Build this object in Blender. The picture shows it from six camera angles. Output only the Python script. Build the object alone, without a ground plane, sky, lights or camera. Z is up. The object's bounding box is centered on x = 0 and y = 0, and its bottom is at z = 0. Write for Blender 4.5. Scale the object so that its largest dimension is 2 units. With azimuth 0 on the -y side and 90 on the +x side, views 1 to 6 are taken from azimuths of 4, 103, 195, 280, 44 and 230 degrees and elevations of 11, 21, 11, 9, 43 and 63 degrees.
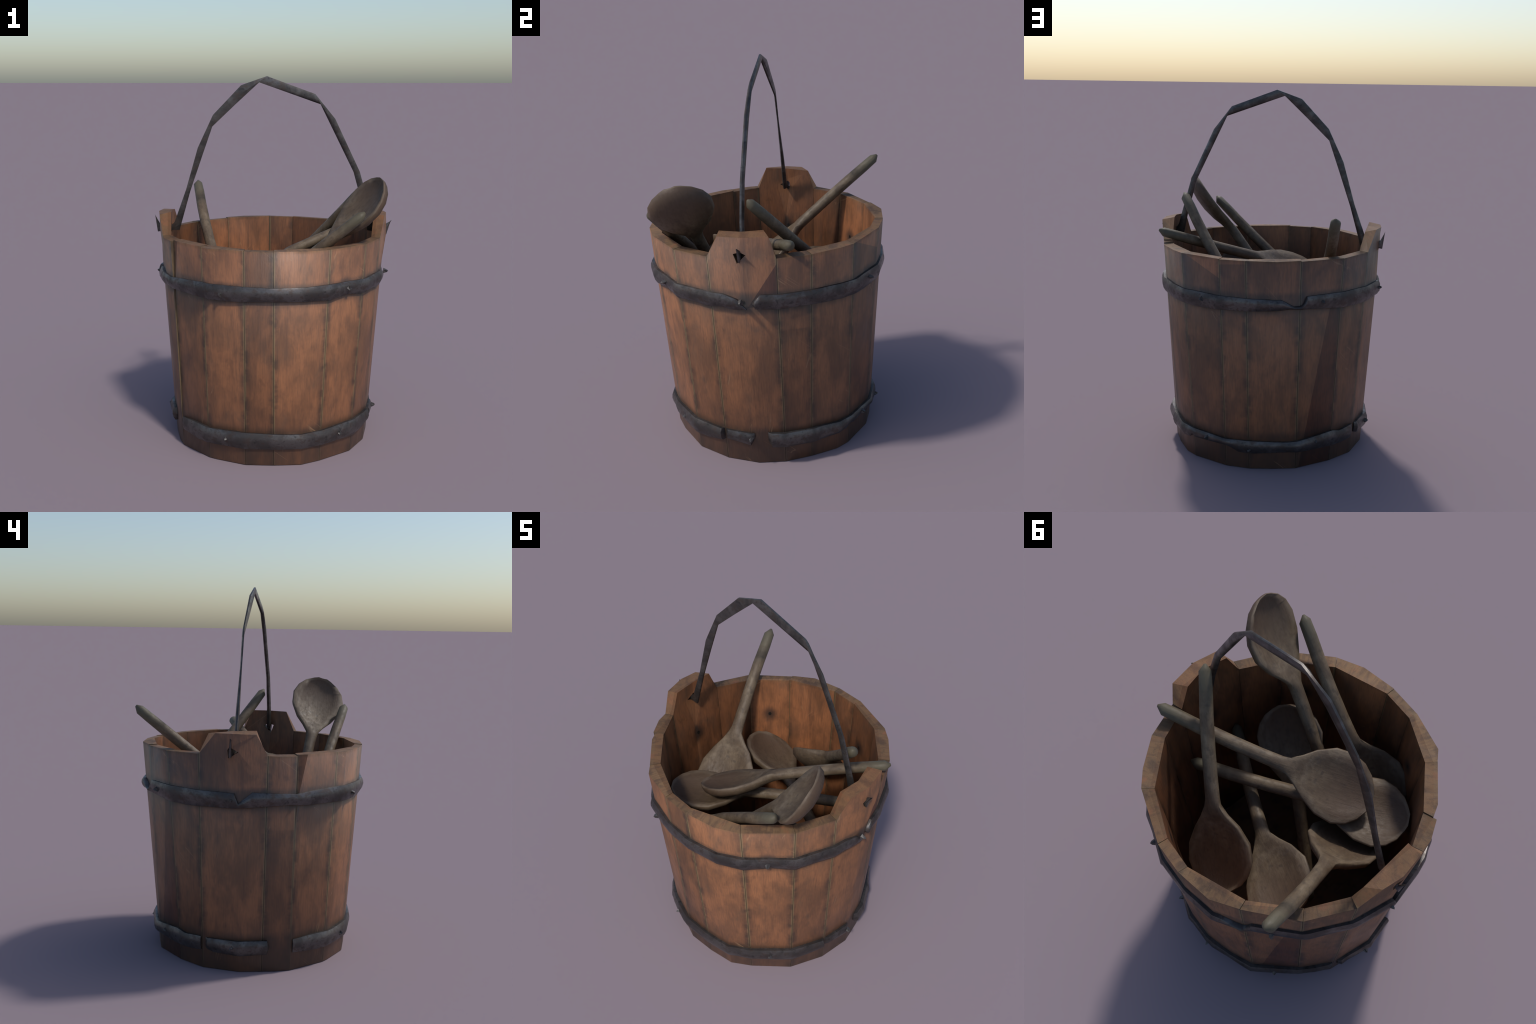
import bpy, bmesh, math, random
from mathutils import Vector, Matrix

random.seed(11)
scene = bpy.context.scene
for o in list(bpy.data.objects):
    bpy.data.objects.remove(o)
COL = scene.collection

# ------------------------------------------------------------------ node kit
class NT:
    """small helper to write node graphs as expressions"""
    def __init__(self, name):
        self.mat = bpy.data.materials.new(name)
        self.mat.use_nodes = True
        self.t = self.mat.node_tree
        self.t.nodes.clear()
        self.out = self.t.nodes.new("ShaderNodeOutputMaterial")
        self.bsdf = self.t.nodes.new("ShaderNodeBsdfPrincipled")
        self.t.links.new(self.bsdf.outputs[0], self.out.inputs[0])
        self.tc = self.t.nodes.new("ShaderNodeTexCoord")
        self.geo = self.t.nodes.new("ShaderNodeNewGeometry")

    def put(self, sock, v):
        if isinstance(v, bpy.types.NodeSocket):
            self.t.links.new(v, sock)
        elif v is not None:
            sock.default_value = v

    def math(self, op, a, b=None, clamp=False):
        n = self.t.nodes.new("ShaderNodeMath")
        n.operation = op
        n.use_clamp = clamp
        self.put(n.inputs[0], a)
        self.put(n.inputs[1], b)
        return n.outputs[0]

    def sep(self, v):
        n = self.t.nodes.new("ShaderNodeSeparateXYZ")
        self.put(n.inputs[0], v)
        return n.outputs

    def map(self, v, scale=(1, 1, 1), loc=(0, 0, 0), rot=(0, 0, 0)):
        n = self.t.nodes.new("ShaderNodeMapping")
        self.put(n.inputs["Vector"], v)
        n.inputs["Location"].default_value = loc
        n.inputs["Rotation"].default_value = rot
        n.inputs["Scale"].default_value = scale
        return n.outputs[0]

    def noise(self, v, scale=5, detail=4, rough=0.55, dist=0.0):
        n = self.t.nodes.new("ShaderNodeTexNoise")
        self.put(n.inputs["Vector"], v)
        n.inputs["Scale"].default_value = scale
        n.inputs["Detail"].default_value = detail
        n.inputs["Roughness"].default_value = rough
        n.inputs["Distortion"].default_value = dist
        return n.outputs[0]

    def step(self, v, lo, hi, a=0.0, b=1.0):
        n = self.t.nodes.new("ShaderNodeMapRange")
        n.interpolation_type = "SMOOTHSTEP"
        self.put(n.inputs[0], v)
        for i, x in enumerate((lo, hi, a, b)):
            n.inputs[1 + i].default_value = x
        return n.outputs[0]

    def mix(self, f, a, b, mode="MIX"):
        n = self.t.nodes.new("ShaderNodeMix")
        n.data_type = "RGBA"
        n.blend_type = mode
        self.put(n.inputs[0], f)
        for s, v in ((n.inputs[6], a), (n.inputs[7], b)):
            self.put(s, v if isinstance(v, bpy.types.NodeSocket) else (*v, 1.0))
        return n.outputs[2]

    def bump(self, h, strength=0.3, dist=0.01):
        n = self.t.nodes.new("ShaderNodeBump")
        n.inputs["Strength"].default_value = strength
        n.inputs["Distance"].default_value = dist
        self.put(n.inputs["Height"], h)
        self.t.links.new(n.outputs[0], self.bsdf.inputs["Normal"])

    def finish(self, color, rough, metallic=0.0, spec=0.5):
        self.put(self.bsdf.inputs["Base Color"], color)
        self.put(self.bsdf.inputs["Roughness"], rough)
        self.put(self.bsdf.inputs["Metallic"], metallic)
        self.put(self.bsdf.inputs["Specular IOR Level"], spec)
        return self.mat


# wooden stave: local frame of a stave is x along its width, y inwards, z up
WOOD_MID = (0.160, 0.071, 0.033)
WOOD_WARM = (0.285, 0.118, 0.050)
WOOD_DARK = (0.062, 0.032, 0.020)
WOOD_GREY = (0.092, 0.062, 0.039)
SEAM_TAN = (0.185, 0.128, 0.062)
SEAM_BLACK = (0.024, 0.019, 0.014)
RIM_TAN = (0.175, 0.106, 0.054)

def wood_material(name, seed, hw_bottom, hw_top, tone=1.0, nail=None, patch=None, rim=1.15, drift=0.0, inside=1.0):
    m = NT(name)
    P = m.tc.outputs["Object"]
    x, y, z = m.sep(P)
    S = (seed * 3.71, seed * 1.37, seed * 5.13)
    # colour: blotches, long streaks, fine fibres
    blot = m.noise(m.map(P, (4.5, 4.5, 2.2), S), 1.6, 5, 0.6, 0.4)
    streak = m.noise(m.map(P, (26, 26, 1.6), S), 1.3, 5, 0.65, 0.5)
    fibre = m.noise(m.map(P, (150, 150, 5.0), S), 1.4, 3, 0.6)
    stain = m.noise(m.map(P, (7, 7, 3.2), (S[1], S[2], S[0])), 1.5, 4, 0.58, 0.6)
    mottle = m.noise(m.map(P, (30, 30, 18), S), 1.6, 4, 0.6)
    c = m.mix(m.step(blot, 0.36, 0.64), WOOD_MID, WOOD_WARM)
    c = m.mix(m.step(streak, 0.48, 0.76, 0, 0.42), c, WOOD_DARK)
    c = m.mix(m.step(stain, 0.56, 0.74, 0, 0.42), c, WOOD_GREY)
    c = m.mix(m.step(stain, 0.38, 0.26, 0, 0.40), c, WOOD_DARK)
    c = m.mix(m.step(mottle, 0.52, 0.75, 0, 0.20), c, WOOD_DARK)
    hair = m.noise(m.map(P, (95, 95, 2.2), S), 1.5, 4, 0.7, 0.2)
    c = m.mix(m.step(fibre, 0.35, 0.75, 0.0, 0.36), c, WOOD_DARK)
    c = m.mix(m.step(hair, 0.60, 0.74, 0.0, 0.45), c, WOOD_DARK)
    # a wide soft grey-brown shade towards the edges of the board
    hw = m.math("MULTIPLY_ADD", z, (hw_top - hw_bottom) / 1.15)
    hw.node.inputs[2].default_value = hw_bottom
    wob = m.noise(m.map(P, (14, 14, 7), S), 2.0, 3, 0.6)
    ax = m.math("ABSOLUTE", m.math("SUBTRACT", x, m.math("MULTIPLY", z, drift / 1.15)))
    edge = m.math("SUBTRACT", hw, ax)
    edge = m.math("ADD", edge, m.math("MULTIPLY", m.math("SUBTRACT", wob, 0.5), 0.016))
    dark = m.noise(m.map(P, (3, 3, 5.5), S), 2.0, 4, 0.6)
    edge0 = m.math("SUBTRACT", hw, ax)
    c = m.mix(m.math("MULTIPLY", m.step(edge, 0.040, 0.004), m.step(dark, 0.42, 0.64, 0.22, 0.75)), c, SEAM_BLACK)
    line = m.math("ADD", edge0, m.math("MULTIPLY", m.math("SUBTRACT", wob, 0.5), 0.006))
    c = m.mix(m.math("MULTIPLY", m.step(line, 0.0085, 0.0025), m.step(dark, 0.68, 0.46, 0.25, 0.8)), c, SEAM_TAN)
    c = m.mix(m.step(edge0, 0.0018, 0.0010, 0, 0.4), c, SEAM_BLACK)
    outer = m.math("LESS_THAN", m.math("ADD", y, m.math("MULTIPLY", z, 0.056)), 0.024)
    # occlusion shade painted into the wood beside the hoops and towards the foot
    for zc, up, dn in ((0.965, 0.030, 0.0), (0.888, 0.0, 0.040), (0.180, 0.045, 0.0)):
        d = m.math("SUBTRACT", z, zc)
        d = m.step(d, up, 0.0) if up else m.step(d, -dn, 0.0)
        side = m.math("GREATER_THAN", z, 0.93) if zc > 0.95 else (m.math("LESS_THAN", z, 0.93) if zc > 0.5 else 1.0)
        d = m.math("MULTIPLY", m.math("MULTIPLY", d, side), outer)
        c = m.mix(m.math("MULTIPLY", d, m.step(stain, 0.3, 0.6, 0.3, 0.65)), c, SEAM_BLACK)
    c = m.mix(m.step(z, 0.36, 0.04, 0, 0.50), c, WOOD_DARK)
    # thin pale scratches lying across the grain
    for k, (rz, th) in enumerate(((1.35, 0.80), (-0.7, 0.83))):
        q = m.map(P, (1, 1, 1), (seed * 0.37, 0, k * 0.5 + seed * 0.21), (0, rz, 0))
        sx, sy, sz = m.sep(q)
        line = m.noise(m.map(q, (1.4, 0.0, 24.0)), 1.0, 1, 0.4, 0.1)
        thin = m.step(m.math("ABSOLUTE", m.math("SUBTRACT", line, 0.5)), 0.006, 0.001)
        some = m.step(m.noise(m.map(q, (4, 4, 7), S), 1.0, 2, 0.5), 0.62, 0.68)
        c = m.mix(m.math("MULTIPLY", m.math("MULTIPLY", thin, some), 0.42), c, (0.36, 0.21, 0.11))
    # knots and the burnt mark of a nail coming through on the inside
    if nail is not None:
        dx = m.math("SUBTRACT", x, nail[0])
        dz = m.math("SUBTRACT", z, nail[1])
        r = m.math("SQRT", m.math("ADD", m.math("MULTIPLY", dx, dx), m.math("MULTIPLY", dz, m.math("MULTIPLY", dz, 0.6))))
        r0 = r
        r = m.math("ADD", r, m.math("MULTIPLY", m.math("SUBTRACT", wob, 0.5), 0.02))
        c = m.mix(m.step(r, 0.060, 0.008, 0, 0.85), c, (0.030, 0.020, 0.016))
        c = m.mix(m.step(r0, 0.011, 0.007), c, (0.008, 0.007, 0.006))
    if patch is not None:       # a wedge tinted paler or darker, x1/z1 -> x2/z2 is its straight border
        x1, z1, x2, z2, col, amt, zlo, zhi = patch
        nx, nz = z2 - z1, x1 - x2
        L = math.hypot(nx, nz)
        d = m.math("ADD", m.math("MULTIPLY", m.math("SUBTRACT", x, x1), nx / L), m.math("MULTIPLY", m.math("SUBTRACT", z, z1), nz / L))
        f = m.math("MULTIPLY", m.step(d, 0.0, 0.002), m.math("MULTIPLY", m.step(z, zlo, zlo + 0.002), m.step(z, zhi, zhi - 0.002)))
        f = m.math("MULTIPLY", f, outer)
        c = m.mix(m.math("MULTIPLY", f, amt), c, m.mix(1.0, c, col, "MULTIPLY"))
    # end grain on the rim, wrapped a little over both arrises
    nz_ = m.sep(m.geo.outputs["Normal"])[2]
    up = m.step(nz_, 0.55, 0.8)
    if rim:
        over = m.step(z, rim - 0.020, rim - 0.002, 0, 0.55)
        up = m.math("MAXIMUM", up, m.math("MULTIPLY", over, m.step(stain, 0.35, 0.6, 0.4, 1.0)))
    eg = m.noise(m.map(P, (34, 8, 8), S), 1.5, 4, 0.62, 0.8)
    e2 = m.noise(m.map(P, (8, 8, 8), S), 1.8, 4, 0.6)
    end = m.mix(m.step(eg, 0.42, 0.68, 0, 0.7), RIM_TAN, (0.085, 0.055, 0.037))
    end = m.mix(m.step(e2, 0.50, 0.66, 0, 0.62), end, (0.040, 0.031, 0.027))
    end = m.mix(m.step(e2, 0.44, 0.30, 0, 0.75), end, (0.230, 0.100, 0.052))
    nx_ = m.math("ABSOLUTE", m.sep(m.tc.outputs["Normal"])[0])
    c = m.mix(m.step(nx_, 0.75, 0.92, 0, 0.75), c, m.mix(m.step(stain, 0.35, 0.65), (0.215, 0.145, 0.078), WOOD_GREY))
    c = m.mix(m.math("MULTIPLY", up, 0.82 if rim else 0.55), c, end)
    c = m.mix(1.0, c, (tone, tone * 0.995, tone * 0.985), "MULTIPLY")
    # inner faces lightened or darkened board by board for the light they catch
    c = m.mix(m.math("SUBTRACT", 1.0, outer), c, m.mix(1.0, c, (inside * 0.98, inside * 0.91, inside * 0.86), "MULTIPLY"))
    m.bump(m.math("ADD", m.math("MULTIPLY", fibre, 0.5), m.math("ADD", streak, m.math("MULTIPLY", mottle, 0.4))), 0.22, 0.006)
    m.bsdf.inputs["IOR"].default_value = 1.5
    rough = m.math("ADD", m.step(stain, 0.3, 0.7, 0.41, 0.54), m.math("MULTIPLY", up, 0.2))
    return m.finish(c, rough, 0.0, m.math("SUBTRACT", 0.65, m.math("MULTIPLY", up, 0.35)))


def iron_material(name, base, rust, bright, shine):
    m = NT(name)
    P = m.tc.outputs["Object"]
    a = m.noise(m.map(P, (7, 7, 9)), 1.5, 5, 0.6, 0.4)
    b = m.noise(m.map(P, (20, 20, 26), (3, 1, 2)), 1.5, 4, 0.6, 0.3)
    g = m.noise(m.map(P, (110, 110, 60)), 1.5, 3, 0.6)
    c = m.mix(m.step(a, 0.38, 0.64), base, bright)
    c = m.mix(m.step(b, 0.50, 0.66, 0, 0.7), c, rust)
    c = m.mix(m.step(b, 0.42, 0.30, 0, 0.6), c, (0.030, 0.028, 0.028))
    c = m.mix(m.step(g, 0.50, 0.78, 0, 0.22), c, (0.02, 0.018, 0.018))
    m.bump(m.math("ADD", b, m.math("MULTIPLY", g, 0.3)), 0.10, 0.006)
    return m.finish(c, m.math("ADD", m.step(a, 0.35, 0.7, 0.42, 0.30), m.step(b, 0.45, 0.7, 0.0, 0.14)), shine, 0.5)


def spoon_material():
    m = NT("spoon_wood")
    P = m.tc.outputs["Object"]
    x, y, z = m.sep(P)
    blot = m.noise(m.map(P, (6, 9, 9)), 1.5, 5, 0.6, 0.4)
    grain = m.noise(m.map(P, (5, 75, 75)), 1.4, 4, 0.6, 0.3)
    mot = m.noise(m.map(P, (28, 40, 40)), 1.5, 4, 0.62)
    spot = m.noise(m.map(P, (16, 16, 16), (4, 2, 7)), 1.5, 2, 0.5)
    c = m.mix(m.step(blot, 0.34, 0.64), (0.088, 0.058, 0.035), (0.150, 0.107, 0.066))
    c = m.mix(m.step(blot, 0.56, 0.70, 0, 0.5), c, (0.205, 0.158, 0.108))
    c = m.mix(m.step(grain, 0.42, 0.75, 0, 0.30), c, (0.062, 0.046, 0.033))
    c = m.mix(m.step(mot, 0.46, 0.70, 0, 0.45), c, (0.062, 0.044, 0.030))
    c = m.mix(m.step(spot, 0.60, 0.72, 0, 0.6), c, (0.055, 0.040, 0.030))
    # soaked reddish brown at the far end of the bowl, greenish grey at the tip of the stick
    c = m.mix(m.math("MULTIPLY", m.step(x, 0.10, 0.33, 0, 0.85), m.step(blot, 0.3, 0.62, 0.5, 1.0)), c, (0.074, 0.043, 0.027))
    c = m.mix(m.math("MULTIPLY", m.step(x, -0.38, -0.56, 0, 0.8), m.step(blot, 0.25, 0.6, 0.45, 1.0)), c, (0.090, 0.084, 0.055))
    # pale worn lip round the bowl
    rimy = m.math("MULTIPLY", m.step(m.math("ABSOLUTE", m.math("SUBTRACT", z, -0.006)), 0.010, 0.003), m.step(x, 0.0, 0.05))
    nz = m.sep(m.tc.outputs["Normal"])[2]
    c = m.mix(m.math("MULTIPLY", rimy, m.step(blot, 0.35, 0.6, 0.15, 0.55)), c, (0.19, 0.145, 0.10))
    m.bump(m.math("ADD", grain, m.math("MULTIPLY", mot, 0.8)), 0.22, 0.005)
    return m.finish(c, m.step(mot, 0.3, 0.7, 0.52, 0.7), 0.0, 0.42)


# ------------------------------------------------------------------ helpers
def obj_from(name, verts, faces, mat, parent=None, matrix=None, smooth=False, normals=None):
    me = bpy.data.meshes.new(name)
    M = matrix or Matrix()
    inv = M.inverted()
    me.from_pydata([inv @ Vector(v) for v in verts], [], faces)
    me.materials.append(mat)
    me.update()
    if smooth:
        me.polygons.foreach_set("use_smooth", [True] * len(me.polygons))
    if normals is not None:
        R = inv.to_3x3()
        me.polygons.foreach_set("use_smooth", [True] * len(me.polygons))
        me.normals_split_custom_set([(R @ n).normalized() for n in normals])
    o = bpy.data.objects.new(name, me)
    COL.objects.link(o)
    if parent:
        o.parent = parent
    o.matrix_world = M
    return o

def face_normal(pts):
    n = Vector((0, 0, 0))
    for i, p in enumerate(pts):
        q = pts[(i + 1) % len(pts)]
        n += Vector(((p.y - q.y) * (p.z + q.z), (p.z - q.z) * (p.x + q.x), (p.x - q.x) * (p.y + q.y)))
    return n.normalized()

def lerp(a, b, t):
    return a + (b - a) * t

# ------------------------------------------------------------------ the bucket
bucket = bpy.data.objects.new("wooden_bucket", None)
COL.objects.link(bucket)
bucket["label"] = "old coopered wooden bucket with iron hoops and bail"
bucket["category"] = "bucket"

RIM = 1.15
# corners where two staves meet: foot (x, y), rim outside (x, y), rim inside (x, y)
SEAM = {
    "a": ((0.518, -0.140), (0.584, -0.160), (0.537, -0.151)),
    "b": ((0.512, 0.167), (0.581, 0.176), (0.533, 0.163)),
    "c": ((0.443, 0.291), (0.515, 0.333), (0.468, 0.300)),
    "d": ((0.287, 0.461), (0.345, 0.512), (0.307, 0.472)),
    "e": ((0.087, 0.536), (0.105, 0.605), (0.099, 0.562)),
    "f": ((-0.044, 0.540), (-0.040, 0.615), (-0.047, 0.574)),
    "g": ((-0.282, 0.467), (-0.310, 0.525), (-0.296, 0.486)),
    "h": ((-0.434, 0.312), (-0.500, 0.372), (-0.464, 0.336)),
    "i": ((-0.522, 0.170), (-0.594, 0.182), (-0.545, 0.168)),
    "j": ((-0.522, -0.144), (-0.587, -0.173), (-0.545, -0.155)),
    "k": ((-0.473, -0.286), (-0.523, -0.313), (-0.467, -0.292)),
    "K": ((-0.473, -0.286), (-0.481, -0.359), (-0.467, -0.292)),
    "l": ((-0.312, -0.445), (-0.341, -0.496), (-0.310, -0.453)),
    "m": ((-0.113, -0.530), (-0.117, -0.592), (-0.113, -0.551)),
    "n": ((0.034, -0.528), (0.033, -0.602), (0.032, -0.561)),
    "o": ((0.272, -0.450), (0.314, -0.520), (0.276, -0.482)),
    "p": ((0.436, -0.309), (0.499, -0.350), (0.456, -0.320)),
}
# staves: left seam, right seam (counter-clockwise), bulging mid corner (foot, rim) or None
STAVES = [
    ("b", "c", None), ("c", "d", ((0.355, 0.411), (0.412, 0.455))), ("d", "e", None), ("e", "f", None),
    ("f", "g", ((-0.168, 0.508), (-0.203, 0.592))), ("g", "h", None), ("h", "i", None),
    ("j", "k", ((-0.503, -0.215), (-0.573, -0.231))), ("K", "l", None), ("l", "m", ((-0.270, -0.467), (-0.300, -0.540))),
    ("m", "n", None), ("n", "o", ((0.175, -0.510), (0.195, -0.577))), ("o", "p", None), ("p", "a", None),
]
EARS = [  # left seam, right seam, mid (foot, rim), top outer right/mid/left, top inner right/mid/left, hole corners (y, z)
    ("a", "b", ((0.543, 0.031), (0.620, 0.022)),
     ((0.610, -0.095, 1.261), (0.626, 0.020, 1.263), (0.600, 0.148, 1.263)),
     ((0.551, -0.100, 1.270), (0.568, 0.010, 1.273), (0.540, 0.112, 1.275)),
     ((-0.019, 1.183), (0.012, 1.192), (0.041, 1.179), (-0.002, 1.135))),
    ("i", "j", ((-0.549, -0.028), (-0.628, -0.005)),
     ((-0.622, 0.090, 1.262), (-0.634, -0.005, 1.262), (-0.612, -0.118, 1.258)),
     ((-0.567, 0.136, 1.254), (-0.560, 0.010, 1.268), (-0.550, -0.107, 1.272)),
     ((0.027, 1.180), (0.016, 1.194), (-0.030, 1.170), (0.022, 1.138))),
]
WALL = 0.045
SMOOTH_OUT, SMOOTH_IN = 0.80, 0.05

def foot_in(p):
    v = Vector((p[0], p[1], 0))
    return v * ((v.length - WALL) / v.length)

class Stave:
    """collects faces with a shading normal for every corner"""
    def __init__(self):
        self.v, self.f, self.n = [], [], []
    def face(self, pts, kind):
        pts = [Vector(p) for p in pts]
        fn = face_normal(pts)
        base = len(self.v)
        self.v += pts
        self.f.append(list(range(base, base + len(pts))))
        for p in pts:
            n = fn
            if kind == "top":
                n = fn.lerp(Vector((0, 0, 1)), 0.70).normalized()
            elif kind:
                rad = Vector((p.x, p.y, 0)).normalized() * (1 if kind == "out" else -1)
                n = fn.lerp(rad, SMOOTH_OUT if kind == "out" else SMOOTH_IN).normalized()
                if kind == "out":           # normals tilted to draw a sheen near the rim and shade at the foot
                    h = min(p.z / RIM, 1.0)
                    n = (n + Vector((0, 0, -0.22 + 0.72 * h ** 1.3))).normalized()
            self.n.append(n)

def build_stave(L, R, mid, idx, ear=None, nail=None, patch=None, tone=1.0):
    gap = 0.0007
    cor = []
    for key, other in ((L, R), (R, L)):
        fo, ro, ri = SEAM[key]
        fo2, ro2, ri2 = SEAM[other]
        sh = lambda p, q: (lambda a, b: a + (b - a).normalized() * gap)(Vector((p[0], p[1], 0)), Vector((q[0], q[1], 0)))
        cor.append((sh(fo, fo2), sh(ro, ro2), sh(ri, ri2)))
    (Lf, Lr, Li), (Rf, Rr, Ri) = cor
    jit = [random.uniform(-0.003, 0.003) for _ in range(2)]
    up = lambda v, z: Vector((v.x, v.y, z))
    Lfo, Rfo = up(Lf, 0), up(Rf, 0)
    Lfi, Rfi = up(foot_in(Lf), 0), up(foot_in(Rf), 0)
    Lro, Rro = up(Lr, RIM + jit[0]), up(Rr, RIM + jit[1])
    Lri, Rri = up(Li, RIM + jit[0] + 0.002), up(Ri, RIM + jit[1] + 0.002)
    s = Stave()
    if mid:
        Mfo, Mro = Vector((*mid[0], 0)), Vector((*mid[1], RIM + sum(jit) / 2))
        t = (Mfo - Lfo).length / ((Mfo - Lfo).length + (Rfo - Mfo).length)
    # outside seen from outside, counter-clockwise = left seam first in angle
    if ear is None:
        out_low = [Lfo, Mfo, Rfo] if mid else [Lfo, Rfo]
        out_top = [Lro, Mro, Rro] if mid else [Lro, Rro]
        rows = 6
        def at(a, t):
            if L == "K" and a == 0:         # the step beside this board closes below the upper hoop
                q = SEAM["k"]
                kk = lerp(Vector((*q[0], 0)), Vector((*q[1], RIM)), t) + Vector((0.006, 0.003, 0)) * min(1, t * 3)
                return kk if t < 0.75 else lerp(kk, lerp(out_low[0], out_top[0], t), (t - 0.72) / 0.28)
            return lerp(out_low[a], out_top[a], t)
        Prim = Vector((-0.508, -0.3078, RIM + jit[0]))
        def recess(t):
            q = at(0, min(t, 0.75))
            return at(0, t) if t < 0.75 else lerp(q, Prim, (t - 0.72) / 0.28)
        if L == "K":
            for k in range(rows):
                t0, t1 = k / rows, (k + 1) / rows
                if t1 > 0.75:
                    s.face(([recess(t0)] if t0 > 0.75 else []) + [at(0, t0), at(0, t1), recess(t1)], None)
        for a in range(len(out_low) - 1):
            for k in range(rows):
                t0, t1 = k / rows, (k + 1) / rows
                s.face([at(a, t0), at(a + 1, t0), at(a + 1, t1), at(a, t1)], "out")
        s.face([Rfi, Lfi, Lri, Rri], "in")
        s.face(([Prim] if L == "K" else []) + [Lro] + ([Mro] if mid else []) + [Rro, Rri, Lri], None)
        s.face([Rfo] + ([Mfo] if mid else []) + [Lfo, Lfi, Rfi], None)
        s.face([Lfi] + [(recess if L == "K" else lambda t: at(0, t))(k / rows) for k in range(rows + 1)] + [Lri], None)
        s.face([Rfo, Rfi, Rri, Rro], None)
    else:
        _, _, _, tout, tin, hole = ear
        To = [Vector(p) for p in tout]
        Ti = [Vector(p) for p in tin]
        Mfi = (Lfi + Rfi) / 2
        Mfi = Vector((Mfo.x, Mfo.y, 0)) * ((Mfo.length - WALL) / Mfo.length)
        Mri = lerp(Lri, Rri, 0.5) + Vector((0.018 if Lri.x > 0 else -0.018, 0, 0))
        # split level just above the upper hoop, the hole is cut in the part above it
        zs = 0.99 / RIM
        cut = lambda a, b: lerp(a, b, zs)
        Lc, Mc, Rc = cut(Lfo, Lro), cut(Mfo, Mro), cut(Rfo, Rro)
        lci, mci, rci = cut(Lfi, Lri), cut(Mfi, Mri), cut(Rfi, Rri)
        for a, b, c, d in ((Lfo, Mfo, Mc, Lc), (Mfo, Rfo, Rc, Mc)):
            for k in range(5):
                s.face([lerp(a, d, k / 5), lerp(b, c, k / 5), lerp(b, c, (k + 1) / 5), lerp(a, d, (k + 1) / 5)], "out")
        for a, b, c, d in ((Mfi, Lfi, lci, mci), (Rfi, Mfi, mci, rci)):
            s.face([a, b, c, d], "in")
        # hole corners on both skins
        sgn = 1 if Lfo.x > 0 else -1
        Ho = [Vector((sgn * 0.626, y, z)) for y, z in hole]
        Hi = [Vector((sgn * 0.5665, y, z)) for y, z in hole]
        # order: side of left seam, top, side of right seam, bottom
        s.face([Lc, Mc, Ho[3], Ho[0], Ho[1], To[1], To[0], Lro], "out")
        s.face([Mc, Rc, Rro, To[2], To[1], Ho[1], Ho[2], Ho[3]], "out")
        s.face([mci, lci, Lri, Ti[0], Ti[1], Hi[1], Hi[0], Hi[3]], "in")
        s.face([rci, mci, Hi[3], Hi[2], Hi[1], Ti[1], Ti[2], Rri], "in")
        for k in range(4):
            j = (k + 1) % 4
            s.face([Ho[j], Ho[k], Hi[k], Hi[j]], None)
        s.face([To[0], To[1], Ti[1], Ti[0]], None)
        s.face([To[1], To[2], Ti[2], Ti[1]], None)
        s.face([Lro, To[0], Ti[0], Lri], "top")
        s.face([To[2], Rro, Rri, Ti[2]], "top")
        s.face([Rfo, Mfo, Lfo, Lfi, Mfi, Rfi], None)
        s.face([Lfi, Lfo, Lc, Lro, Lri, lci], None)
        s.face([Rfo, Rfi, rci, Rri, Rro, Rc], None)
    # local frame of the board
    cx = (Lfo + Rfo) / 2
    tx = (Rfo - Lfo).normalized()
    ny = Vector((-tx.y, tx.x, 0))      # points into the bucket
    M = Matrix(((tx.x, ny.x, 0, cx.x), (tx.y, ny.y, 0, cx.y), (0, 0, 1, 0), (0, 0, 0, 1)))
    hb, ht = (Rfo - Lfo).length / 2, (Rro - Lro).length / 2
    inv = M.inverted()
    lx, rx = (inv @ (Lro if L != "K" else lerp(Lro, Vector((*SEAM["k"][1], RIM)), 0.8))).x, (inv @ Rro).x
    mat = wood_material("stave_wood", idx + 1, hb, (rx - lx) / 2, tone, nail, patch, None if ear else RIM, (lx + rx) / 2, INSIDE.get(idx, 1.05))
    name = "eared_stave" if ear else "stave"
    return obj_from(name, s.v, s.f, mat, bucket, M, normals=s.n)

# nails come through these staves (inside marks): stave index -> (x, z) in the board
NAIL_MARK = {2: (0.0, 0.925), 5: (0.0, 0.925), 9: (0.0, 0.925), 12: (0.0, 0.94)}
INSIDE = {0: 1.15, 1: 0.95, 2: 0.95, 3: 1.15, 4: 1.25, 5: 1.6, 6: 0.85, 7: 0.9, 8: 1.0, 9: 0.8, 10: 0.95, 20: 0.85, 21: 0.85}  # multiplies inner colour: bakes in how brightly each stave is lit
DARKW, PALEW = (0.42, 0.30, 0.26), (1.75, 1.6, 1.45)
PATCH = {
    5: (-0.100, -0.06, 0.062, 0.97, DARKW, 0.85, -1, 0.91),
    2: (0.125, 1.04, -0.125, 1.15, PALEW, 0.95, 0.9, 1.2),
    3: (0.08, 1.133, -0.08, 1.120, PALEW, 0.7, 0.9, 1.2),
}
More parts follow.
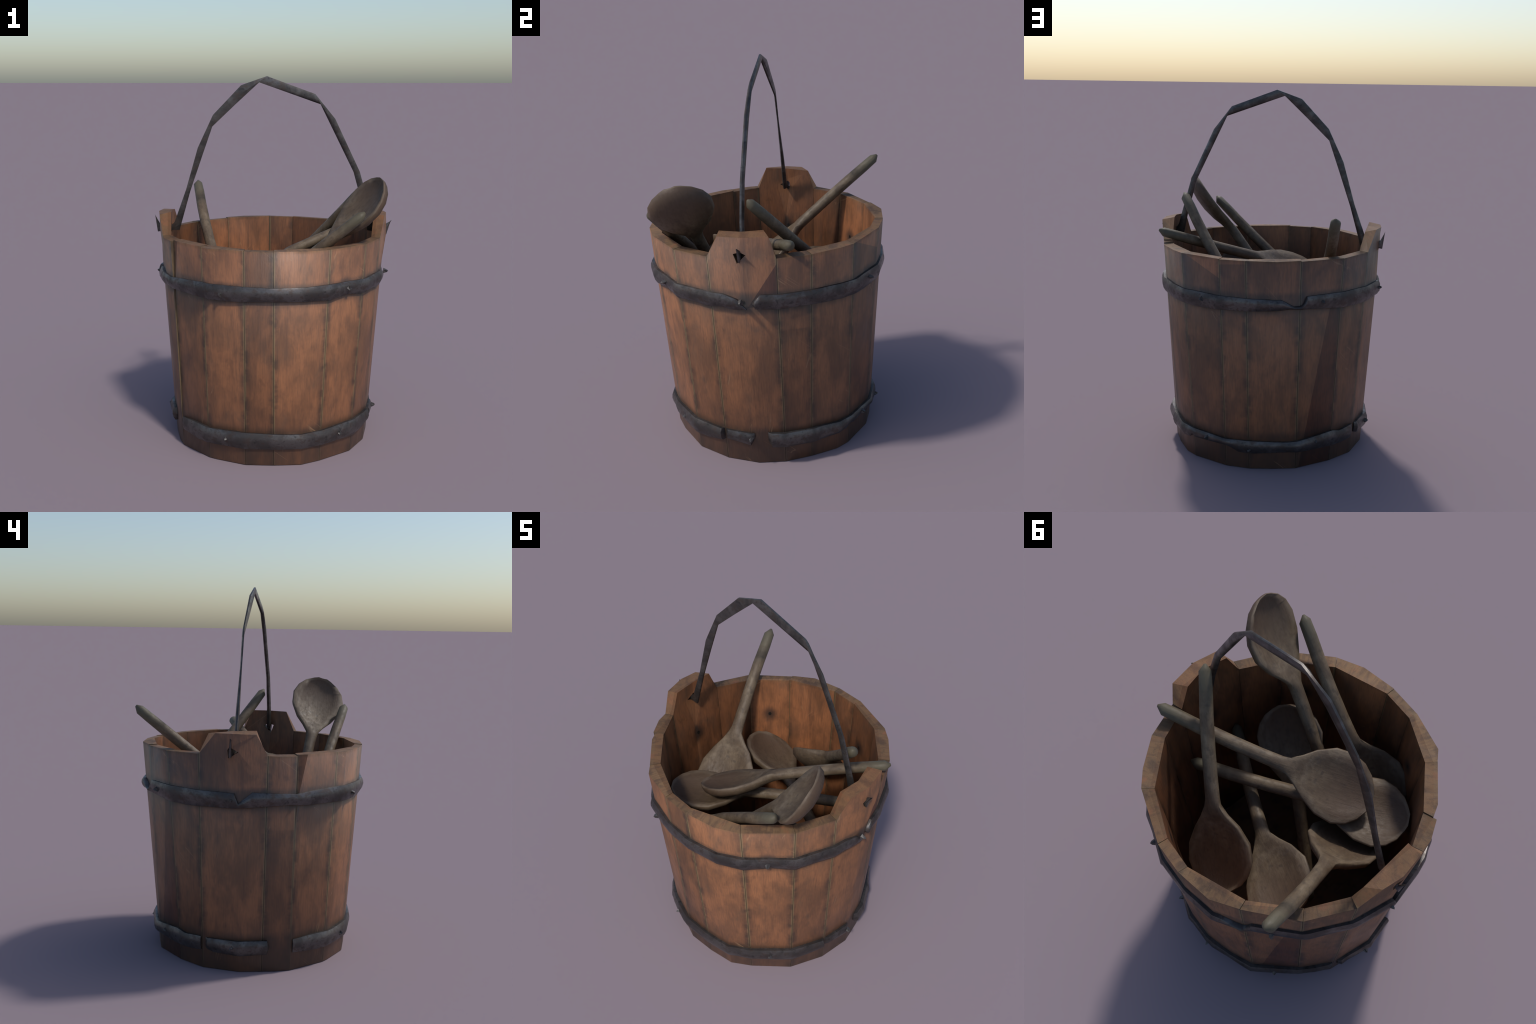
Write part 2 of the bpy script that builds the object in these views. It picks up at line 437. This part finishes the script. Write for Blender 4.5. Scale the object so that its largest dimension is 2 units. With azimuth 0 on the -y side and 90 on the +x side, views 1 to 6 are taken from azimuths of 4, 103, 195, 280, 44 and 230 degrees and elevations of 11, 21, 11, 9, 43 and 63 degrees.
# (outside tone of every board)
TONE = {0: 0.80, 1: 0.92, 2: 0.78, 3: 0.92, 4: 1.00, 5: 0.88, 6: 0.78, 7: 0.78, 8: 0.90, 9: 1.12, 10: 0.88, 11: 1.20, 12: 1.14, 13: 0.98}
for i, (L, R, mid) in enumerate(STAVES):
    build_stave(L, R, mid, i, None, NAIL_MARK.get(i), PATCH.get(i), TONE.get(i, 1.0))
for i, e in enumerate(EARS):
    build_stave(e[0], e[1], e[2], 20 + i, e, (0.0, 0.925), (0.045, 0.945, 0.165, 1.13, (0.30, 0.23, 0.21), 0.95, 0.9, 1.16) if i == 0 else None, 0.98)  # near ear gets a dark triangle of shading painted on its face

# floor board of the bucket
fl = [SEAM[k] for k in "abcdefghijklmnop"]
fv = [foot_in(p[0]) * 0.985 for p in fl]
n = len(fv)
obj_from("bottom_board", [(v.x, v.y, 0.045) for v in fv] + [(v.x, v.y, 0.075) for v in fv],
         [list(range(n))[::-1], list(range(n, 2 * n))] + [[k, (k + 1) % n, n + (k + 1) % n, n + k] for k in range(n)],
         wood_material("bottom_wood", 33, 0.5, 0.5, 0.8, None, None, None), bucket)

# ------------------------------------------------------------------ iron hoops
IRON = iron_material("hoop_iron", (0.070, 0.063, 0.061), (0.080, 0.057, 0.048), (0.125, 0.115, 0.112), 0.68)
IRON_DARK = iron_material("handle_iron", (0.060, 0.055, 0.053), (0.080, 0.060, 0.051), (0.120, 0.111, 0.106), 0.62)

def outline(z):
    """corners of the outside of the bucket at a height, sorted by angle"""
    t = z / RIM
    pts = []
    for k in "abcdefghijklmnop":
        f, r, _ = SEAM[k]
        pts.append(Vector((f[0] + (r[0] - f[0]) * t, f[1] + (r[1] - f[1]) * t)))
    for st in STAVES + [e[:3] for e in EARS]:
        if st[2]:
            f, r = st[2]
            pts.append(Vector((f[0] + (r[0] - f[0]) * t, f[1] + (r[1] - f[1]) * t)))
    pts.sort(key=lambda p: math.atan2(p.y, p.x) % (2 * math.pi))
    return pts

def wall_radius(theta, z):
    pts = outline(z)
    d = Vector((math.cos(theta), math.sin(theta)))
    best = None
    for i in range(len(pts)):
        a, b = pts[i], pts[(i + 1) % len(pts)]
        e = b - a
        den = d.x * e.y - d.y * e.x
        if abs(den) < 1e-9:
            continue
        r = (a.x * e.y - a.y * e.x) / den
        u = (a.x * d.y - a.y * d.x) / den
        if -1e-6 <= u <= 1 + 1e-6 and r > 0:
            best = r
    return best

def interp(tab, th):
    for (t0, v0), (t1, v1) in zip(tab, tab[1:]):
        if t0 <= th <= t1:
            return v0 + (v1 - v0) * (th - t0) / max(t1 - t0, 1e-6)
    return tab[-1][1] if th > tab[-1][0] else tab[0][1]

def hoop(name, top, bot, th0, th1, stand, extra=(), under=None):
    """strip of hammered iron from angle th0 to th1 (degrees); top and bot are (angle, height) tables"""
    zc = (top[0][1] + bot[0][1]) / 2
    ang = {round(th0, 2), round(th1, 2)}
    for p in outline(zc):
        a = math.degrees(math.atan2(p.y, p.x)) % 360
        for w in (a - 360, a, a + 360):
            if th0 + 1.5 < w < th1 - 1.5:
                ang.add(round(w, 2))
    for t in [t for t, _ in top] + [t for t, _ in bot] + list(extra):
        if th0 <= t <= th1 and all(abs(t - a) > 1.2 for a in ang):
            ang.add(round(t, 2))
    ang = sorted(ang)
    rnd = random.Random(int(th0 * 7) + len(name))
    V, F = [], []
    prof = ((0.0, 0.015), (stand * 0.74, 0.0), (stand * 1.20, 0.24), (stand * 1.34, 0.50), (stand * 1.16, 0.77), (stand * 0.72, 1.0), (0.0, 0.98))
    for a in ang:
        zt, zb = interp(top, a), interp(bot, a)
        jd = rnd.uniform(-0.18, 0.18)
        t = math.radians(a)
        for k, (d, f) in enumerate(prof):
            z = zt + (zb - zt) * f
            if a in (ang[0], ang[-1]):
                d *= 0.3                    # hammered down at the ends
            if under and under[0] <= a <= under[1]:
                d = 0.0                     # slips behind a board standing proud here
            r = wall_radius(t, z) + (d * (1 + jd) if d else -0.004)
            V.append((r * math.cos(t), r * math.sin(t), z))
    m = len(prof)
    for i in range(len(ang) - 1):
        for k in range(m):
            j = (k + 1) % m
            F.append([i * m + k, i * m + j, (i + 1) * m + j, (i + 1) * m + k])
    F.append(list(range(m))[::-1])
    F.append([(len(ang) - 1) * m + k for k in range(m)])
    o = obj_from(name, V, F, IRON, bucket, smooth=True)
    bm = bmesh.new()
    bm.from_mesh(o.data)
    bmesh.ops.recalc_face_normals(bm, faces=bm.faces)
    bm.to_mesh(o.data)
    bm.free()
    o.data.set_sharp_from_angle(angle=math.radians(44))
    return o

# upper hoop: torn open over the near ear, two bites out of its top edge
U_TOP = [(5.0, .925), (9.0, .970), (18, .966), (32, .971), (49, .966), (58, .960), (79, .957), (96, .953), (111, .951), (117.5, .912),
         (121.7, .914), (124, .962), (143, .968), (173, .964), (180.8, .964), (182.7, .909), (189.2, .966), (204, .960), (212, .954), (219, .962),
         (237, .972), (258, .969), (273, .965), (289, .967), (301, .971), (321, .968), (341, .968), (351.3, .967), (358.3, .945), (362.4, .896)]
U_BOT = [(5.0, .921), (6.6, .896), (15.5, .891), (32, .895), (41, .888), (58, .883), (65, .876), (80, .883), (99, .888), (115, .899), (122, .895),
         (133, .889), (146, .883), (155, .878), (166, .883), (181, .884), (194, .893), (207, .901), (216, .891), (237, .891), (251, .888),
         (270, .895), (289, .893), (300, .888), (314, .902), (320, .892), (335, .897), (340, .889), (351, .900), (354.3, .890), (362.4, .892)]
hoops = [hoop("hoop", U_TOP, U_BOT, 5.0, 362.4, 0.019)]

# lower hoop: broken into four pieces
L_TOP = [(9.1, .186), (17, .182), (31, .178), (39, .178), (60, .168), (84, .160), (96, .164), (116, .157), (128, .165), (145, .182), (150, .166),
         (159, .174), (161.3, .172), (165.9, .171), (183, .172), (198, .174), (199.3, .140), (212.3, .170), (228, .180), (237, .177), (254, .185),
         (262, .183), (283, .175), (302, .177), (319, .185), (327, .186), (337, .183), (347, .183), (362, .181)]
L_BOT = [(9.1, .135), (11.2, .101), (31, .095), (46, .103), (55, .110), (57, .131), (59, .133), (61, .104), (72, .121), (81.7, .128), (89, .094),
         (99, .094), (116, .101), (128, .095), (152, .091), (161.3, .099), (164.2, .116), (169, .096), (184, .091), (198, .099), (199.3, .136), (212.3, .097),
         (229, .089), (246, .095), (270, .094), (293, .094), (320, .096), (334, .099), (343.4, .114), (347, .127), (359.8, .109), (362, .150)]
hoops.append(hoop("hoop", L_TOP, L_BOT, 9.1, 161.3, 0.021))
hoops.append(hoop("hoop", L_TOP, L_BOT, 164.3, 199.3, 0.020))
hoops.append(hoop("hoop", L_TOP, L_BOT, 212.4, 362.0, 0.020, (342.9, 346.3), (344.0, 345.5)))

# rivets: small hand-forged pyramids driven through the hoops
rm = bpy.data.meshes.new("rivet")
rv = [(-0.010, -0.006, 0.011), (-0.010, 0.008, 0.012), (-0.010, 0.012, -0.004), (-0.010, 0.001, -0.015), (-0.010, -0.012, -0.003),
      (0.012, -0.004, 0.006), (0.012, 0.006, 0.005), (0.014, 0.001, -0.007), (0.021, 0.001, 0.001)]
rf = [[0, 1, 6, 5], [1, 2, 6], [2, 3, 7, 6], [3, 4, 7], [4, 0, 5, 7], [5, 6, 8], [6, 7, 8], [7, 5, 8], [4, 3, 2, 1, 0]]
rm.from_pydata([Vector((v[0] * 0.8, v[1] * 1.1, v[2] * 1.1)) for v in rv], [], [f[::-1] for f in rf])
bm = bmesh.new(); bm.from_mesh(rm); bmesh.ops.recalc_face_normals(bm, faces=bm.faces); bm.to_mesh(rm); bm.free()
rm.materials.append(iron_material("rivet_iron", (0.050, 0.045, 0.043), (0.060, 0.044, 0.037), (0.075, 0.068, 0.065), 0.1))
RIVETS = [(0.2, .935, 0), (69.8, .925, 0), (132.3, .925, 0), (179.6, .925, 0), (247.4, .923, 0), (312.5, .936, 0),
          (0.3, .152, 3), (69.2, .143, 1), (95.2, .115, 1), (132.5, .140, 1), (179.3, .136, 2), (247.5, .138, 3), (312.5, .142, 3)]
rnd = random.Random(5)
for a, z, h in RIVETS:
    t = math.radians(a)
    r = wall_radius(t, z) + 0.026
    o = bpy.data.objects.new("rivet", rm)
    COL.objects.link(o)
    o.parent = hoops[h]
    sc = rnd.uniform(0.9, 1.2)
    o.matrix_world = Matrix.Translation((r * math.cos(t), r * math.sin(t), z)) @ Matrix.Rotation(t, 4, "Z") @ Matrix.Rotation(rnd.uniform(-0.9, 0.9), 4, "X") @ Matrix.Scale(sc, 4)

# ------------------------------------------------------------------ bail handle
# bent strap: outer edge point, inner edge point of every fold (x, y, z)
FOLDS = [
    ((-0.660, 0.006, 1.240), (-0.654, 0.002, 1.232)), ((-0.634, 0.012, 1.190), (-0.645, 0.010, 1.144)),
    ((-0.562, 0.006, 1.186), (-0.561, 0.006, 1.153)), ((-0.548, 0.004, 1.200), (-0.521, 0.002, 1.156)),
    ((-0.481, 0.004, 1.383), (-0.459, 0.007, 1.372)), ((-0.413, 0.000, 1.613), (-0.393, 0.009, 1.560)),
    ((-0.328, 0.006, 1.792), (-0.333, 0.011, 1.729)), ((-0.173, 0.004, 1.952), (-0.205, 0.004, 1.849)),
    ((-0.033, 0.005, 2.000), (-0.075, -0.001, 1.967)), ((0.229, 0.010, 1.905), (0.258, 0.010, 1.850)),
    ((0.338, 0.003, 1.773), (0.316, 0.010, 1.735)), ((0.476, 0.000, 1.488), (0.442, 0.004, 1.486)),
    ((0.531, 0.002, 1.300), (0.497, 0.004, 1.295)), ((0.552, 0.006, 1.222), (0.524, 0.006, 1.164)), ((0.562, 0.008, 1.205), (0.552, 0.008, 1.158)),
    ((0.618, 0.010, 1.196), (0.629, 0.008, 1.141)), ((0.658, 0.010, 1.219), (0.652, 0.006, 1.219)),
]
# the strap is hammered thin on one side of the bail and broad near the lugs
HALF_WIDTH = (.003, .007, .0105, .0125, .0095, .0050, .0060, .0080, .0095, .0105, .0095, .0110, .0120, .0135, .0125, .009, .003)
V, F = [], []
for i, (o_, i_) in enumerate(FOLDS):
    a, b = Vector(o_), Vector(i_)
    mid = lerp(a, b, 0.5)
    w = HALF_WIDTH[i]
    thick = min(0.011, w * 1.5)
    V += [a + Vector((0, thick * 0.4, 0)), lerp(a, b, 0.38) + Vector((0, w, 0)), lerp(a, b, 0.72) + Vector((0, w, 0)),
          b + Vector((0, thick * 0.4, 0)), b - Vector((0, thick * 0.4, 0)),
          lerp(a, b, 0.55) - Vector((0, w, 0)), a - Vector((0, thick * 0.4, 0))]
m = 7
for i in range(len(FOLDS) - 1):
    for k in range(m):
        j = (k + 1) % m
        F.append([i * m + k, (i + 1) * m + k, (i + 1) * m + j, i * m + j])
F.append(list(range(m)))
F.append([(len(FOLDS) - 1) * m + k for k in range(m)][::-1])
h = obj_from("handle", V, F, IRON_DARK, bucket, smooth=True)
bm = bmesh.new(); bm.from_mesh(h.data); bmesh.ops.recalc_face_normals(bm, faces=bm.faces); bm.to_mesh(h.data); bm.free()
h.data.set_sharp_from_angle(angle=math.radians(55))

# ------------------------------------------------------------------ wooden spoons
SPOON = spoon_material()
# x along the spoon (0 at the neck, bowl on +x), y across, z up out of the bowl
# stations: x, centre y, centre z, half width, height above centre, depth below, hollow
STICK = [(-0.602, .050, .010, .005, .006, .007), (-0.574, .044, .006, .027, .025, .025), (-0.50, .037, .005, .0290, .0270, .0270), (-0.40, .025, .004, .0298, .028, .028),
         (-0.25, .012, .002, .0300, .028, .028), (-0.12, .004, 0, .0305, .028, .029), (-0.03, .000, 0, .0325, .026, .030)]
# bowl: x, centre y, (unused), half width, lip height, depth of the underside, hollow
BOWL = [(0.0, 0, 0, .037, .022, .034, -.20), (0.045, 0, 0, .066, .013, .044, .003), (0.097, 0, 0, .108, .003, .062, .016), (0.175, -.004, 0, .150, -.004, .078, .030),
        (0.255, -.010, 0, .159, -.006, .082, .035), (0.315, -.014, 0, .138, -.005, .076, .032), (0.358, -.016, 0, .101, -.004, .062, .024),
        (0.383, -.017, 0, .060, -.003, .042, .013), (0.394, -.018, 0, .034, -.003, .024, .003)]
NB = 8    # points round the underside

def ring(x, cy, cz, w, hi, lo, hollow=None):
    pts = []
    for j in range(NB + 1):                     # underside from +y to -y
        a = math.pi * j / NB
        yy, zz = math.cos(a), -math.sin(a)
        if hollow is None:
            pts.append(Vector((x, cy + w * yy, cz + lo * zz)))
        else:
            base = hi - 0.006
            e = abs(math.sin(a)) ** 0.85
            pts.append(Vector((x, cy + w * yy, base - (lo + base) * e)))
    for j in range(1, NB):                      # upper side back from -y to +y
        a = math.pi - math.pi * j / NB
        yy = math.cos(a)
        if hollow is None:
            pts.append(Vector((x, cy + w * yy, cz + hi * math.sin(a))))
        elif hollow < 0:
            pts.append(Vector((x, cy + w * yy, hi * (0.35 + 0.65 * math.sin(a)))))
        else:
            wi = max(w - 0.008, w * 0.6)
            yv = -1 + 2 * (j - 1) / (NB - 2)
            pts.append(Vector((x, cy + wi * yv, hi - hollow * (1 - yv * yv))))
    return pts

rings = [ring(*s) for s in STICK] + [ring(*s) for s in BOWL]
m = 2 * NB
V = [p for r in rings for p in r]
F = []
for i in range(len(rings) - 1):
    for k in range(m):
        j = (k + 1) % m
        F.append([i * m + k, i * m + j, (i + 1) * m + j, (i + 1) * m + k])
F.append(list(range(m))[::-1])
F.append([(len(rings) - 1) * m + k for k in range(m)])
whole = bpy.data.meshes.new("spoon_whole")
whole.from_pydata(V, [], F)
bm = bmesh.new(); bm.from_mesh(whole); bmesh.ops.recalc_face_normals(bm, faces=bm.faces); bm.to_mesh(whole); bm.free()
whole.polygons.foreach_set("use_smooth", [True] * len(whole.polygons))
whole.set_sharp_from_angle(angle=math.radians(85))
whole.update()
corner = [Vector(c.vector) for c in whole.corner_normals]

def part(name, test):
    idx, verts, faces, nor = {}, [], [], []
    for p in whole.polygons:
        cx = sum(whole.vertices[v].co.x for v in p.vertices) / len(p.vertices)
        if not test(cx):
            continue
        f = []
        for li in p.loop_indices:
            v = whole.loops[li].vertex_index
            if v not in idx:
                idx[v] = len(verts)
                verts.append(whole.vertices[v].co.copy())
            f.append(idx[v])
            nor.append(corner[li])
        faces.append(f)
    me = bpy.data.meshes.new(name)
    me.from_pydata(verts, [], faces)
    me.materials.append(SPOON)
    me.polygons.foreach_set("use_smooth", [True] * len(me.polygons))
    me.normals_split_custom_set(nor)
    return me

BOWL_ME = part("bowl", lambda x: x > -0.015)
STICK_ME = part("stick", lambda x: x <= -0.015)

# neck position, direction of the bowl, direction the hollow faces
POSES = [
    ((0.328, -0.286, 1.172), (0.598, -0.050, 0.800), (-0.755, -0.3715, 0.540)),
    ((0.024, -0.378, 0.945), (-0.798, 0.081, -0.597), (-0.489, 0.494, 0.719)),
    ((0.081, -0.046, 1.045), (-0.798, -0.552, -0.243), (-0.412, 0.204, 0.888)),
    ((0.160, 0.298, 0.989), (-0.643, 0.403, -0.652), (-0.19, 0.740, 0.640)),
    ((-0.339, 0.100, 0.989), (0.320, -0.714, -0.623), (0.182, -0.598, 0.780)),
    ((-0.020, 0.175, 0.795), (-0.914, 0.390, 0.109), (0.256, 0.360, 0.900)),
    ((-0.067, -0.111, 0.877), (-0.798, -0.602, 0.019), (-0.048, 0.094, 0.994)),
    ((0.089, -0.108, 0.739), (0.630, -0.284, 0.723), (-0.350, 0.727, 0.591)),
]
LABELS = ["wooden spoon leaning on the rim, bowl up", "wooden spoon with stick poking over the rim", "wooden spoon lying across the pile",
          "wooden spoon with bowl sunk in the bucket", "wooden spoon with long stick over the rim", "wooden spoon lying deep in the bucket",
          "wooden spoon lying under the others", "wooden spoon standing head up inside"]
for (p, x, z), lab in zip(POSES, LABELS):
    X = Vector(x).normalized()
    Z = Vector(z)
    Z = (Z - X * X.dot(Z)).normalized()
    Y = Z.cross(X)
    M = Matrix(((X.x, Y.x, Z.x, p[0]), (X.y, Y.y, Z.y, p[1]), (X.z, Y.z, Z.z, p[2]), (0, 0, 0, 1)))
    e = bpy.data.objects.new("wooden_spoon", None)
    COL.objects.link(e)
    e.matrix_world = M
    e["label"] = lab
    e["category"] = "wooden spoon"
    for nm, me in (("bowl", BOWL_ME), ("stick", STICK_ME)):
        o = bpy.data.objects.new(nm, me)
        COL.objects.link(o)
        o.parent = e
bpy.data.meshes.remove(whole)
bpy.context.view_layer.update()
